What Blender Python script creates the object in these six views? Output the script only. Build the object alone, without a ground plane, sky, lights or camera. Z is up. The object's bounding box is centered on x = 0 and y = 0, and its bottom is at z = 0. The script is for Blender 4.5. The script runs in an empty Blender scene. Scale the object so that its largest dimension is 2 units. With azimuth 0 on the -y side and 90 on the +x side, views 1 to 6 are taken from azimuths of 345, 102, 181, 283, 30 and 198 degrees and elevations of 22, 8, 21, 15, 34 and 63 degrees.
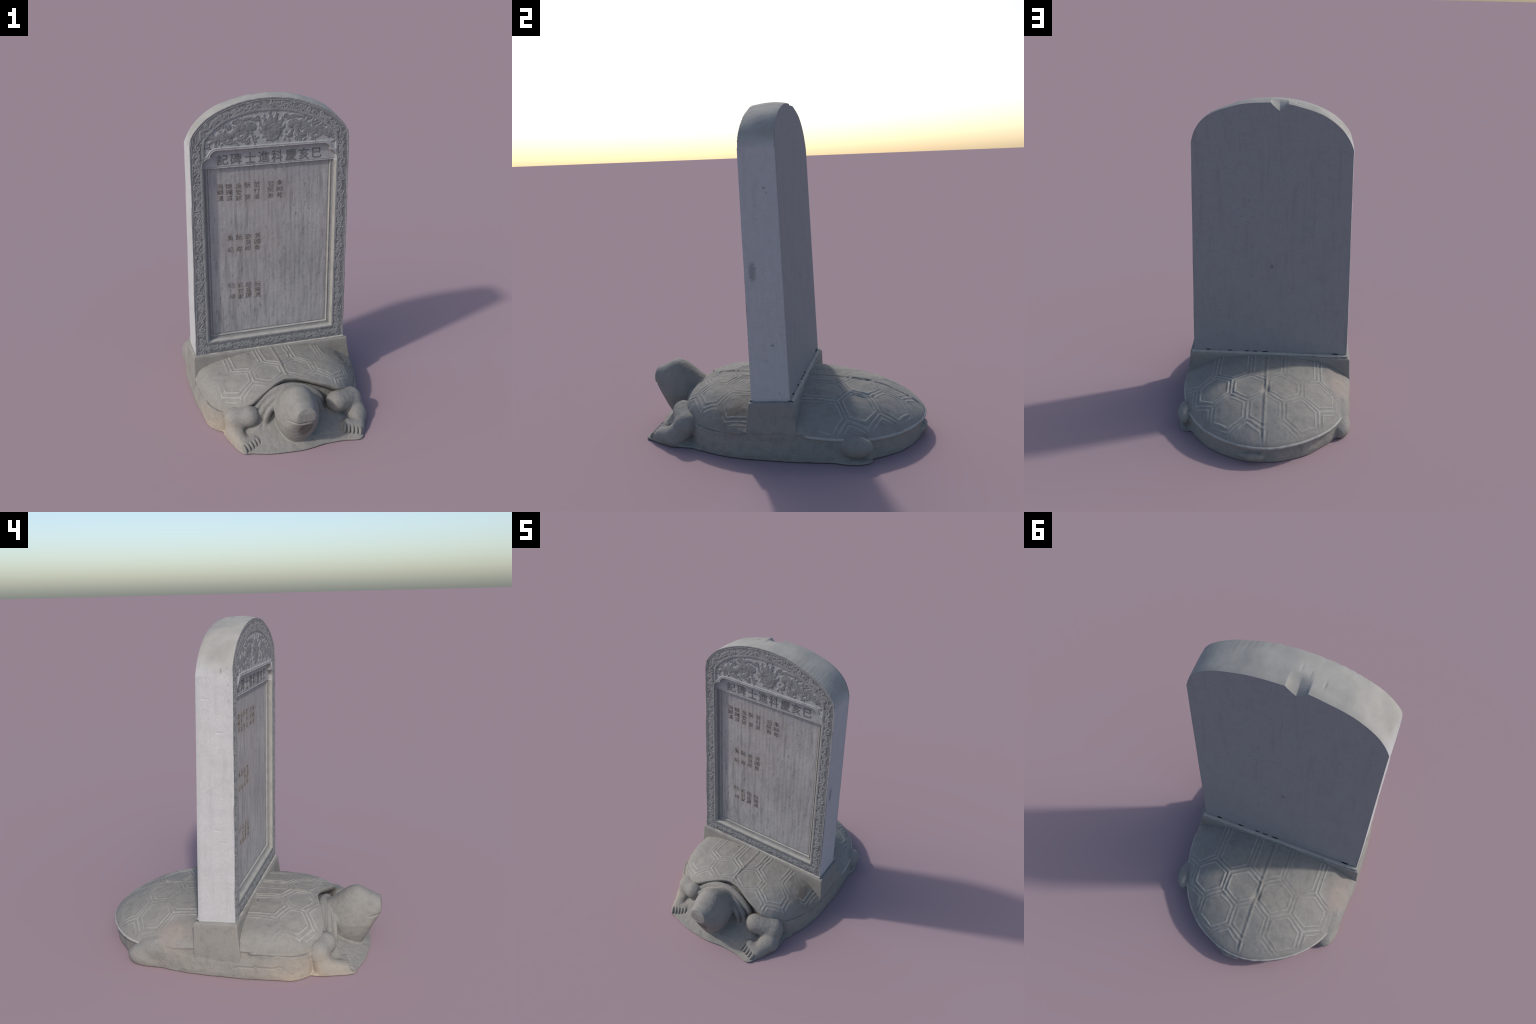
import bpy, math
import numpy as np

rng = np.random.default_rng(7)

# ------------------------------------------------------------------ helpers
def lerp(a, b, t):
    return a + (b - a) * t

def sstep(a, b, x):
    t = np.clip((x - a) / (b - a), 0, 1)
    return t * t * (3 - 2 * t)

def spline(x, xs, ys):
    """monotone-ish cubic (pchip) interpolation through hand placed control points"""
    xs = np.asarray(xs, float); ys = np.asarray(ys, float)
    h = np.diff(xs); d = np.diff(ys) / h
    m = np.zeros_like(ys)
    m[0], m[-1] = d[0], d[-1]
    for i in range(1, len(xs) - 1):
        if d[i - 1] * d[i] > 0:
            w1, w2 = 2 * h[i] + h[i - 1], h[i] + 2 * h[i - 1]
            m[i] = (w1 + w2) / (w1 / d[i - 1] + w2 / d[i])
    x = np.clip(np.asarray(x, float), xs[0], xs[-1])
    k = np.clip(np.searchsorted(xs, x) - 1, 0, len(xs) - 2)
    t = (x - xs[k]) / h[k]
    h00 = (1 + 2 * t) * (1 - t) ** 2; h10 = t * (1 - t) ** 2
    h01 = t * t * (3 - 2 * t); h11 = t * t * (t - 1)
    return h00 * ys[k] + h10 * h[k] * m[k] + h01 * ys[k + 1] + h11 * h[k] * m[k + 1]

def closed_curve(pts, n=8):
    """Catmull-Rom through closed control points"""
    p = np.asarray(pts, float); out = []
    N = len(p)
    for i in range(N):
        a, b, c, d = p[i - 1], p[i], p[(i + 1) % N], p[(i + 2) % N]
        for t in np.linspace(0, 1, n, endpoint=False):
            out.append(.5 * (2 * b + (c - a) * t + (2 * a - 5 * b + 4 * c - d) * t * t + (3 * b - a - 3 * c + d) * t ** 3))
    return np.array(out)

def open_curve(pts, n=10):
    p = np.asarray(pts, float)
    p = np.vstack([2 * p[0] - p[1], p, 2 * p[-1] - p[-2]]); out = []
    for i in range(1, len(p) - 2):
        a, b, c, d = p[i - 1], p[i], p[i + 1], p[i + 2]
        for t in np.linspace(0, 1, n, endpoint=False):
            out.append(.5 * (2 * b + (c - a) * t + (2 * a - 5 * b + 4 * c - d) * t * t + (3 * b - a - 3 * c + d) * t ** 3))
    out.append(p[-2])
    return np.array(out)

_perm = np.random.default_rng(11).random(1 << 16).astype(np.float32)
def vnoise(x, y, z):
    xi = np.floor(x).astype(np.int64); yi = np.floor(y).astype(np.int64); zi = np.floor(z).astype(np.int64)
    fx, fy, fz = x - xi, y - yi, z - zi
    fx = fx * fx * (3 - 2 * fx); fy = fy * fy * (3 - 2 * fy); fz = fz * fz * (3 - 2 * fz)
    def hsh(a, b, c):
        return _perm[(a * 73856093 ^ b * 19349663 ^ c * 83492791) & 0xffff]
    r = 0
    for dx in (0, 1):
        for dy in (0, 1):
            for dz in (0, 1):
                w = (fx if dx else 1 - fx) * (fy if dy else 1 - fy) * (fz if dz else 1 - fz)
                r = r + w * hsh(xi + dx, yi + dy, zi + dz)
    return r * 2 - 1

def fbm(x, y, z, scale, octaves=3):
    r = 0; a = 1.0; s = scale
    for _ in range(octaves):
        r = r + a * vnoise(x * s + 13.1, y * s + 7.7, z * s + 3.3); a *= .5; s *= 2.03
    return r

ROOT = bpy.data.objects.new("tortoise_stele", None)
bpy.context.scene.collection.objects.link(ROOT)
ROOT["label"] = "weathered grey stone stele standing on a carved tortoise"
ROOT["category"] = "stone monument"

def make_mesh(name, verts, faces, mat, parent=ROOT, smooth=True, sharp=None):
    verts = np.asarray(verts, np.float32); faces = np.asarray(faces, np.int32)
    me = bpy.data.meshes.new(name)
    k = faces.shape[1]
    me.vertices.add(len(verts)); me.vertices.foreach_set("co", verts.ravel())
    me.loops.add(faces.size); me.loops.foreach_set("vertex_index", faces.ravel())
    me.polygons.add(len(faces)); me.polygons.foreach_set("loop_start", np.arange(0, faces.size, k, dtype=np.int32))
    me.update(calc_edges=True); me.validate()
    me.polygons.foreach_set("use_smooth", np.full(len(me.polygons), smooth))
    if sharp is not None:
        me.set_sharp_from_angle(angle=math.radians(sharp))
    me.materials.append(mat)
    ob = bpy.data.objects.new(name, me)
    bpy.context.scene.collection.objects.link(ob)
    ob.parent = parent
    return ob

def grid_faces(nu, nv, off=0, flip=False):
    i, j = np.meshgrid(np.arange(nu - 1), np.arange(nv - 1), indexing="ij")
    a = off + i * nv + j
    f = np.stack([a, a + nv, a + nv + 1, a + 1], -1).reshape(-1, 4)
    return f[:, ::-1] if flip else f

def compact(verts, faces):
    used = np.unique(faces); remap = np.full(len(verts), -1, np.int64); remap[used] = np.arange(len(used))
    return verts[used], remap[faces], used

# ------------------------------------------------------------------ materials
class Nodes:
    def __init__(self, name):
        self.mat = bpy.data.materials.new(name); self.mat.use_nodes = True
        self.t = self.mat.node_tree; self.t.nodes.clear()
        self.out = self.n("ShaderNodeOutputMaterial")
        self.bsdf = self.n("ShaderNodeBsdfPrincipled")
        self.l(self.bsdf.outputs[0], self.out.inputs[0])
        self.co = self.n("ShaderNodeTexCoord").outputs["Object"]
    def n(self, kind, **kw):
        nd = self.t.nodes.new(kind)
        for k, v in kw.items():
            setattr(nd, k, v)
        return nd
    def l(self, a, b):
        self.t.links.new(a, b)
    def mapping(self, scale, loc=(0, 0, 0)):
        m = self.n("ShaderNodeMapping"); m.inputs["Scale"].default_value = scale; m.inputs["Location"].default_value = loc
        self.l(self.co, m.inputs[0]); return m.outputs[0]
    def noise(self, scale, detail=4, rough=.55, vec=None, dist=0):
        nd = self.n("ShaderNodeTexNoise"); nd.inputs["Scale"].default_value = scale
        nd.inputs["Detail"].default_value = detail; nd.inputs["Roughness"].default_value = rough
        nd.inputs["Distortion"].default_value = dist
        self.l(vec or self.co, nd.inputs["Vector"]); return nd.outputs["Fac"]
    def ramp(self, fac, stops):
        r = self.n("ShaderNodeValToRGB"); el = r.color_ramp.elements
        while len(el) < len(stops):
            el.new(.5)
        for e, (p, c) in zip(el, stops):
            e.position = p; e.color = (c if len(c) == 4 else (*c, 1)) if hasattr(c, "__len__") else (c, c, c, 1)
        self.l(fac, r.inputs[0]); return r.outputs[0]
    def mix(self, fac, a, b, mode="MIX"):
        m = self.n("ShaderNodeMix", data_type="RGBA", blend_type=mode)
        for sock, v in ((m.inputs[0], fac), (m.inputs[6], a), (m.inputs[7], b)):
            if hasattr(v, "is_linked"):
                self.l(v, sock)
            else:
                sock.default_value = v if not hasattr(v, "__len__") or len(v) == 4 else (*v, 1)
        return m.outputs[2]
    def math(self, op, a, b=0.0, c=None, clamp=False):
        m = self.n("ShaderNodeMath", operation=op); m.use_clamp = clamp
        for s, v in zip(m.inputs, (a, b, c)):
            if v is None:
                continue
            if hasattr(v, "is_linked"):
                self.l(v, s)
            else:
                s.default_value = v
        return m.outputs[0]
    def axis(self, i):
        s = self.n("ShaderNodeSeparateXYZ"); self.l(self.co, s.inputs[0]); return s.outputs[i]
    def blob(self, centre, radius):
        """soft 3D patch mask, 1 in the middle, 0 at the given radii"""
        m = self.n("ShaderNodeMapping")
        m.inputs["Scale"].default_value = [1 / r for r in radius]
        m.inputs["Location"].default_value = [-c / r for c, r in zip(centre, radius)]
        self.l(self.co, m.inputs[0])
        ln = self.n("ShaderNodeVectorMath", operation="LENGTH"); self.l(m.outputs[0], ln.inputs[0])
        return self.math("SUBTRACT", 1.0, ln.outputs["Value"], clamp=True)
    def finish(self, col, bump_fac=None, bump=.3, dist=.002, rough=.85):
        self.l(col, self.bsdf.inputs["Base Color"])
        self.bsdf.inputs["Roughness"].default_value = rough
        self.bsdf.inputs["Specular IOR Level"].default_value = .25
        if bump_fac is not None:
            b = self.n("ShaderNodeBump"); b.inputs["Strength"].default_value = bump; b.inputs["Distance"].default_value = dist
            self.l(bump_fac, b.inputs["Height"]); self.l(b.outputs[0], self.bsdf.inputs["Normal"])
        return self.mat

def stone(name, base, warm, dark, warm_amt=.5, spots=.5, bump=.35):
    N = Nodes(name)
    big = N.noise(3.2, 4, .6); mid = N.noise(22, 5, .65); fine = N.noise(190, 3, .7)
    col = N.mix(N.ramp(big, [(.38, 0.0), (.68, warm_amt)]), base, warm)
    col = N.mix(N.ramp(mid, [(.30, spots), (.52, 0.0)]), col, dark)
    col = N.mix(1.0, col, N.ramp(fine, [(.25, .84), (.75, 1.14)]), "MULTIPLY")
    h = N.math("ADD", N.math("MULTIPLY", fine, .5), N.noise(70, 4, .6))
    return N, col, h

def mat_tortoise():
    N, col, h = stone("tortoise_stone", (.243, .234, .216), (.272, .25, .217), (.17, .164, .151), .5, .45)
    # sandy wash along the lower left flank and foreleg, pinkish wear on the worn rear flank
    sand = N.math("MULTIPLY", N.blob((-.50, -.50, -.02), (.22, .42, .20)), N.ramp(N.noise(9, 4), [(.3, .6), (.6, 1.6)]), clamp=True)
    col = N.mix(sand, col, (.36, .305, .24))
    pink = N.math("MULTIPLY", N.blob((-.47, .30, .20), (.12, .16, .12)), N.ramp(N.noise(14, 4), [(.35, .2), (.65, 1.2)]), clamp=True)
    col = N.mix(pink, col, (.33, .265, .23))
    brown = N.math("MULTIPLY", N.blob((.44, -.23, .22), (.17, .16, .16)), N.ramp(N.noise(12, 4), [(.35, .4), (.6, 1.5)]), clamp=True)
    col = N.mix(brown, col, (.165, .142, .118))
    spot = N.ramp(N.blob((-.187, -.136, .32), (.016, .011, .03)), [(.2, 0.0), (.4, .8)])
    col = N.mix(spot, col, (.10, .10, .10))
    pale = N.noise(48, 4, .75)
    col = N.mix(N.ramp(pale, [(.60, 0.0), (.74, .45)]), col, (.37, .355, .325))
    soil = N.noise(7, 5, .7, N.mapping((1.0, 1.0, 1.6), (4, 1, 2)))
    col = N.mix(N.ramp(soil, [(.54, 0.0), (.70, .5)]), col, (.17, .163, .148))
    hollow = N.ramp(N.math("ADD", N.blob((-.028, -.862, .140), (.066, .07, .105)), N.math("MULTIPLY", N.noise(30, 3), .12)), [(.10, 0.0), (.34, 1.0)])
    col = N.mix(N.math("MULTIPLY", hollow, .75), col, (.115, .102, .088))  # brown of the broken chin, with baked shade kept in its darkness
    return N.finish(col, h, .35, .0025, .9)

def mat_slab(name, base, warm, dark, crowned):
    N, col, h = stone(name, base, warm, dark, .4, .3)
    # warm weathered crown above the shoulders
    if crowned:
        crown = N.math("SUBTRACT", N.math("ADD", N.axis(2), N.math("MULTIPLY", N.noise(7, 3), .1)), 1.77)
        crown = N.math("MULTIPLY", crown, 12.0, clamp=True)
        col = N.mix(crown, col, N.mix(N.ramp(N.noise(9, 4), [(.35, 0.0), (.65, 1.0)]), (.295, .285, .26), (.35, .335, .305)))
    for c, r in (((-.50, -.043, 1.742), (.05, .008, .024)), ((-.50, -.075, 1.757), (.05, .005, .010)), ((-.50, -.080, 1.67), (.05, .005, .014)), ((-.51, -.082, 1.586), (.05, .005, .016)),
                 ((.495, .010, 1.519), (.05, .013, .010)), ((.495, .020, 1.492), (.05, .010, .005)), ((.497, -.047, 1.351), (.05, .005, .006)), ((.50, .027, .651), (.05, .018, .012)), ((.50, .057, .376), (.05, .008, .010)), ((.495, -.072, 1.06), (.05, .035, .09)),
                 ((.132, .1, 1.387), (.006, .05, .014)), ((.183, .1, 1.283), (.008, .05, .006)), ((-.017, .1, .954), (.02, .05, .025)), ((.324, .1, .635), (.025, .05, .003))):
        m = N.math("ADD", N.blob(c, r), N.math("MULTIPLY", N.math("SUBTRACT", N.noise(90, 3, .7), .5), .8))
        col = N.mix(N.ramp(m, [(.25, 0.0), (.6, .6)]), col, [c * .42 for c in base])
    streak = N.noise(4, 5, .6, N.mapping((9, 9, .9)))
    col = N.mix(N.ramp(streak, [(.28, .4), (.48, 0.0)]), col, [c * .75 for c in base])
    return N.finish(col, h, .3, .002, .9)

def mat_relief(name, base, dark):
    N, col, h = stone(name, base, [c * 1.06 for c in base], dark, .4, .6)
    return N.finish(col, h, .35, .002, .9)

def mat_panel():
    N = Nodes("inscription_panel_stone")
    big = N.noise(4.5, 4, .6); fine = N.noise(210, 3, .7)
    col = N.mix(N.ramp(big, [(.35, 0.0), (.65, 1.0)]), (.295, .295, .298), (.37, .36, .352))
    # worn columns of tiny writing: fine grain confined to regular vertical columns
    x = N.axis(0)
    colw = N.math("PINGPONG", N.math("MULTIPLY", N.math("ADD", x, N.math("MULTIPLY", N.noise(9, 2), .006)), 34.0), .5)
    colm = N.ramp(colw, [(.18, 0.0), (.34, 1.0)])
    dash = N.noise(1.0, 4, .75, N.mapping((170, 40, 150)))
    area = N.ramp(N.noise(1.6, 3, .5, N.mapping((2.2, 1, .8), (1.7, 0, .3))), [(.36, .25), (.62, 1.0)])
    writ = N.math("MULTIPLY", N.math("MULTIPLY", colm, N.ramp(dash, [(.44, 0.0), (.60, 1.0)])), area)
    col = N.mix(N.math("MULTIPLY", writ, .55), col, (.17, .166, .162))
    # vertical run marks and dark blotches
    run = N.noise(3, 5, .62, N.mapping((14, 4, 1.3)))
    col = N.mix(N.ramp(run, [(.50, 0.0), (.68, .7)]), col, (.19, .185, .18))
    blot = N.noise(30, 5, .75, N.mapping((1.6, 1, .6)))
    col = N.mix(N.ramp(blot, [(.57, 0.0), (.68, .75)]), col, (.12, .12, .125))
    # brownish stains round the three groups of names
    for c, r, a in (((-.1, -.07, 1.42), (.34, .4, .15), .5), ((-.17, -.07, 1.07), (.24, .4, .15), .55), ((-.18, -.07, .76), (.2, .4, .12), .25), ((.02, -.07, 1.15), (.3, .4, .45), .25)):
        st = N.math("MULTIPLY", N.math("MULTIPLY", N.blob(c, r), N.ramp(N.noise(16, 4, .6), [(.35, .2), (.65, 1.4)])), a, clamp=True)
        col = N.mix(st, col, (.30, .262, .235))
    col = N.mix(1.0, col, N.ramp(fine, [(.25, .85), (.75, 1.13)]), "MULTIPLY")
    h = N.math("SUBTRACT", N.math("ADD", N.math("MULTIPLY", fine, .5), N.noise(80, 4, .6)), N.math("MULTIPLY", writ, .3))
    return N.finish(col, h, .18, .0015, .85)

def mat_plain(name, c1, c2, scale=30):
    N = Nodes(name)
    col = N.mix(N.noise(scale, 4, .65), c1, c2)
    return N.finish(col, N.noise(150, 3), .3, .002, .9)

def mat_worn_ink():
    N = Nodes("inscription_character_stain")
    col = N.mix(N.ramp(N.noise(95, 4, .7), [(.40, 0.0), (.62, 1.0)]), (.075, .062, .054), (.30, .265, .24))
    col = N.mix(N.ramp(N.noise(7, 3, .5), [(.4, 0.0), (.7, .5)]), col, (.28, .25, .235))
    return N.finish(col, N.noise(150, 3), .2, .001, .9)

def mat_moulding():
    """two rubbed pale rolls either side of a grey hollow, laid out by distance from the opening's edge"""
    N, col, h = stone("moulding_stone", (.215, .215, .213), (.23, .225, .215), (.13, .128, .125), .4, .5)
    x, z = N.axis(0), N.axis(2)
    left = N.math("SUBTRACT", x, N.math("ADD", N.math("MULTIPLY", N.math("SUBTRACT", z, .42), .010), -.441))
    d = N.math("MINIMUM", N.math("MINIMUM", left, N.math("SUBTRACT", .415, x)), N.math("SUBTRACT", z, .419))
    r1 = N.math("SUBTRACT", 1.0, N.math("DIVIDE", N.math("ABSOLUTE", N.math("SUBTRACT", d, .0055)), .0065), clamp=True)
    r2 = N.math("SUBTRACT", 1.0, N.math("DIVIDE", N.math("ABSOLUTE", N.math("SUBTRACT", d, .029)), .0070), clamp=True)
    worn = N.math("MULTIPLY", N.ramp(N.math("MAXIMUM", r1, r2), [(.05, 0.0), (.4, 1.0)]), N.ramp(N.noise(12, 4), [(.3, .5), (.6, 1.0)]))
    col = N.mix(worn, col, (.345, .332, .302))
    return N.finish(col, h, .3, .002, .9)

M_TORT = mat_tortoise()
M_RIDGE = mat_relief("worn_ridge_stone", (.31, .30, .278), (.23, .222, .205))
M_RIM = mat_relief("shell_rim_stone", (.36, .35, .325), (.25, .242, .225))
M_SLAB = mat_slab("slab_edge_stone", (.455, .455, .46), (.455, .438, .415), (.35, .35, .35), True)
M_BACK = mat_slab("slab_back_stone", (.268, .27, .275), (.275, .272, .268), (.205, .207, .21), False)
M_BORD = mat_relief("carved_border_stone", (.235, .238, .24), (.14, .142, .145))
M_TYMP = mat_relief("tympanum_ground_stone", (.315, .317, .32), (.22, .22, .225))
M_BGRD = mat_relief("border_ground_stone", (.175, .177, .18), (.09, .09, .092))
M_DRAG = mat_relief("dragon_relief_stone", (.205, .208, .212), (.11, .11, .113))
M_MOUL = mat_moulding()

M_PANEL = mat_panel()
M_TITLE = mat_relief("title_tablet_stone", (.335, .335, .335), (.22, .22, .22))
M_TCHAR = mat_plain("title_character_stone", (.105, .105, .106), (.175, .172, .17))
M_ICHAR = mat_worn_ink()
M_MORTAR = mat_plain("mortar", (.30, .285, .26), (.40, .375, .34), 25)
M_WEDGE = mat_plain("wedge_dark", (.02, .02, .02), (.04, .038, .035))  # near-black colour for the wedges that imitate mortar gaps

# ------------------------------------------------------------------ stele slab
TILT = -.0225
def front_y(x, z):
    return -.0965 + TILT * x - .0155 * (z - .33)
def back_y(x, z):
    return .1250 - .0205 * x - .0275 * (z - .33)

Z0 = .318
def side_l(z):
    return spline(z, [.3, .6, 1.2, 1.74, 2.0], [-.531, -.526, -.511, -.499, -.497])
def side_r(z):
    return spline(z, [.3, .6, 1.2, 1.74, 2.0], [.502, .500, .496, .492, .491])
ARCH_F = ([-.500, -.496, -.482, -.461, -.425, -.380, -.304, -.228, -.152, -.076, 0, .079, .157, .237, .316, .388, .435, .466, .484, .4925],
          [1.715, 1.762, 1.797, 1.828, 1.866, 1.900, 1.937, 1.962, 1.977, 1.985, 1.986, 1.981, 1.966, 1.937, 1.904, 1.860, 1.824, 1.794, 1.766, 1.725])
ARCH_B = ([-.500, -.487, -.468, -.438, -.373, -.296, -.186, -.09, 0, .103, .178, .254, .33, .39, .445, .476, .4925],
          [1.715, 1.748, 1.787, 1.831, 1.889, 1.932, 1.964, 1.982, 1.987, 1.983, 1.973, 1.953, 1.926, 1.893, 1.842, 1.793, 1.735])

NX, NZ = 401, 661
u = np.linspace(0, 1, NX)
u = lerp(u, .5 - .5 * np.cos(np.pi * u), .45)              # denser columns at the shoulders
v = np.linspace(0, 1, NZ)

def column_top(arch, xs):
    return spline(xs, arch[0], arch[1])

def slab_face(arch, uu, vv, notch=False):
    xtop = lerp(-.500, .4925, uu)
    zt = column_top(arch, xtop) + .003 * sstep(.49, .42, np.abs(xtop)) + (.0065) * np.clip(xtop / .38, -1, 1) * sstep(.492, .44, np.abs(xtop)) * sstep(.05, .3, np.abs(xtop))
    if notch:
        zt = zt - .046 * np.clip(1 - np.abs(xtop + .045) / .052, 0, 1) ** .8
    zz = Z0 + vv[None, :] * (zt[:, None] - Z0)
    xx = lerp(side_l(zz), side_r(zz), uu[:, None])
    return xx, zz

FX, FZ = slab_face(ARCH_F, u, v)
FX = FX + .0016 * fbm(FX * 0, FZ, FZ * 0 + 2, 9) * np.sign(FX) * (np.abs(u - .5)[:, None] * 2) ** 6

# ---- opening of the inscription recess: union of three boxes with rounded shoulders
def rbox(x, z, x0, x1, z0, z1, r):
    cx, cz = (x0 + x1) / 2, (z0 + z1) / 2
    qx = np.abs(x - cx) - (x1 - x0) / 2 + r; qz = np.abs(z - cz) - (z1 - z0) / 2 + r
    return np.hypot(np.maximum(qx, 0), np.maximum(qz, 0)) + np.minimum(np.maximum(qx, qz), 0) - r
def opening(x, z):
    xl = lerp(-.441, -.429, np.clip((z - .42) / 1.2, 0, 1))
    x = x - (xl + .441) * np.clip((.0 - x) / .44, 0, 1)
    a = rbox(x, z, -.441, .415, .419, 1.60, .002)
    b = rbox(x, z, -.441, .415, .8, 1.65, .047)
    c = rbox(x, z, -.392, .374, 1.2, 1.694, .046)
    return np.minimum(np.minimum(a, b), c)

# ---- outline distance (how far a point of the front lies inside the slab's edge)
edge_l = np.column_stack([side_l(np.linspace(Z0, 1.715, 90)), np.linspace(Z0, 1.715, 90)])
ax = np.linspace(-.5, .4925, 260)
edge_t = np.column_stack([ax, column_top(ARCH_F, ax) + .003 + .0065 * np.clip(ax / .38, -1, 1) * sstep(.492, .44, np.abs(ax)) * sstep(.05, .3, np.abs(ax))])
edge_r = np.column_stack([side_r(np.linspace(1.72, Z0, 90)), np.linspace(1.72, Z0, 90)])
OUT = np.vstack([edge_l, edge_t, edge_r])

# raster on which the carvers' strokes are accumulated (metres, front plane)
RS = .0018
rx = np.arange(-.56, .56, RS); rz = np.arange(.30, 2.02, RS)
RXg, RZg = np.meshgrid(rx, rz, indexing="ij")
def polyline_distance(px, pz, poly, closed=False):
    d = np.full(px.shape, 1e9)
    q = np.vstack([poly, poly[:1]]) if closed else poly
    for a, b in zip(q[:-1], q[1:]):
        e = b - a; L = e @ e
        if L < 1e-12:
            continue
        t = np.clip(((px - a[0]) * e[0] + (pz - a[1]) * e[1]) / L, 0, 1)
        d = np.minimum(d, (px - a[0] - t * e[0]) ** 2 + (pz - a[1] - t * e[1]) ** 2)
    return np.sqrt(d)
cs = 6
coarse = polyline_distance(RXg[::cs, ::cs], RZg[::cs, ::cs], OUT[::3])
def bilinear(field, x, z, x0, z0, st):
    gx = np.clip((x - x0) / st, 0, field.shape[0] - 1.001); gz = np.clip((z - z0) / st, 0, field.shape[1] - 1.001)
    i = gx.astype(int); j = gz.astype(int); fx = gx - i; fz = gz - j
    return (field[i, j] * (1 - fx) * (1 - fz) + field[i + 1, j] * fx * (1 - fz) + field[i, j + 1] * (1 - fx) * fz + field[i + 1, j + 1] * fx * fz)
def edge_dist(x, z):
    return bilinear(coarse, x, z, rx[0], rz[0], RS * cs)

REL = np.zeros_like(RXg)
def stamp_stroke(pts, w0, w1=None, h=.005, power=.28):
    """raise a rounded ridge along a polyline, width tapering from w0 to w1"""
    w1 = w0 if w1 is None else w1
    p = np.asarray(pts, float)
    seg = np.hypot(*np.diff(p, axis=0).T); s = np.concatenate([[0], np.cumsum(seg)])
    n = max(2, int(s[-1] / .002))
    q = np.linspace(0, s[-1], n)
    X = np.interp(q, s, p[:, 0]); Y = np.interp(q, s, p[:, 1]); W = np.linspace(w0, w1, n)
    for x, y, w in zip(X, Y, W):
        i0 = int((x - w - rx[0]) / RS); i1 = int((x + w - rx[0]) / RS) + 2
        j0 = int((y - w - rz[0]) / RS); j1 = int((y + w - rz[0]) / RS) + 2
        if i0 < 0 or j0 < 0 or i1 > len(rx) or j1 > len(rz):
            continue
        d2 = (RXg[i0:i1, j0:j1] - x) ** 2 + (RZg[i0:i1, j0:j1] - y) ** 2
        b = h * np.clip(1 - d2 / (w * w), 0, 1) ** power
        np.maximum(REL[i0:i1, j0:j1], b, out=REL[i0:i1, j0:j1])
def spiral(cx, cz, r, turns, start, sense, w, h=.005):
    a = np.linspace(0, 1, 26)
    ang = start + sense * turns * 2 * np.pi * a
    rr = r * (1 - .85 * a)
    stamp_stroke(np.column_stack([cx + rr * np.cos(ang), cz + rr * np.sin(ang)]), w, w * .8, h)
def tongue(x, z, ang, length, w, bend, h=.005):
    t = np.linspace(0, 1, 10)
    a = ang + bend * np.sin(t * np.pi * 1.5)
    px = x + np.cumsum(np.cos(a)) * length / 10; pz = z + np.cumsum(np.sin(a)) * length / 10
    stamp_stroke(np.column_stack([px, pz]), w, w * .25, h)

# scroll border: a wave stem with curls in its bays, all round the slab
def band_path(inset):
    d = np.gradient(OUT, axis=0); nrm = np.column_stack([d[:, 1], -d[:, 0]]); nrm /= np.linalg.norm(nrm, axis=1)[:, None]
    return OUT + nrm * inset
mid = band_path(.047)
bot = np.column_stack([np.linspace(.455, -.48, 200), np.full(200, .371)])
for path, wid in ((mid, .020), (bot, .019)):
    seg = np.hypot(*np.diff(path, axis=0).T); s = np.concatenate([[0], np.cumsum(seg)])
    n = int(s[-1] / .004); q = np.linspace(0, s[-1], n)
    P = np.column_stack([np.interp(q, s, path[:, 0]), np.interp(q, s, path[:, 1])])
    T = np.gradient(P, axis=0); T /= np.linalg.norm(T, axis=1)[:, None]; Nn = np.column_stack([-T[:, 1], T[:, 0]])
    wave = .092
    off = wid * .55 * np.sin(q * 2 * np.pi / wave + .35 * np.sin(q * 7))
    stamp_stroke(P + Nn * off[:, None], .0055, h=.004)
    k = 0
    for c in np.arange(wave / 4, s[-1], wave / 2):
        i = min(int(c / s[-1] * (n - 1)), n - 1)
        side = 1 if k % 2 == 0 else -1
        base = P[i] - side * Nn[i] * wid * rng.uniform(.25, .5)
        ang = math.atan2(Nn[i][1], Nn[i][0])
        spiral(base[0], base[1], rng.uniform(.014, .02), rng.uniform(1.0, 1.5), ang + rng.uniform(-1, 1), side, .0048, .0045)
        for m in range(4):
            p = P[i] + Nn[i] * rng.uniform(-wid, wid) + T[i] * rng.uniform(-.022, .022)
            tongue(p[0], p[1], rng.uniform(0, 6.28), rng.uniform(.014, .026), .0056, rng.uniform(-1, 1), rng.uniform(.003, .005))
        k += 1
border_rel = REL.copy()
border_rel = border_rel - .0016 * np.exp(-(fbm(RXg, RXg * 0 + 4, RZg, 70, 2) / .13) ** 2) * sstep(.003, .004, border_rel)

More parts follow.
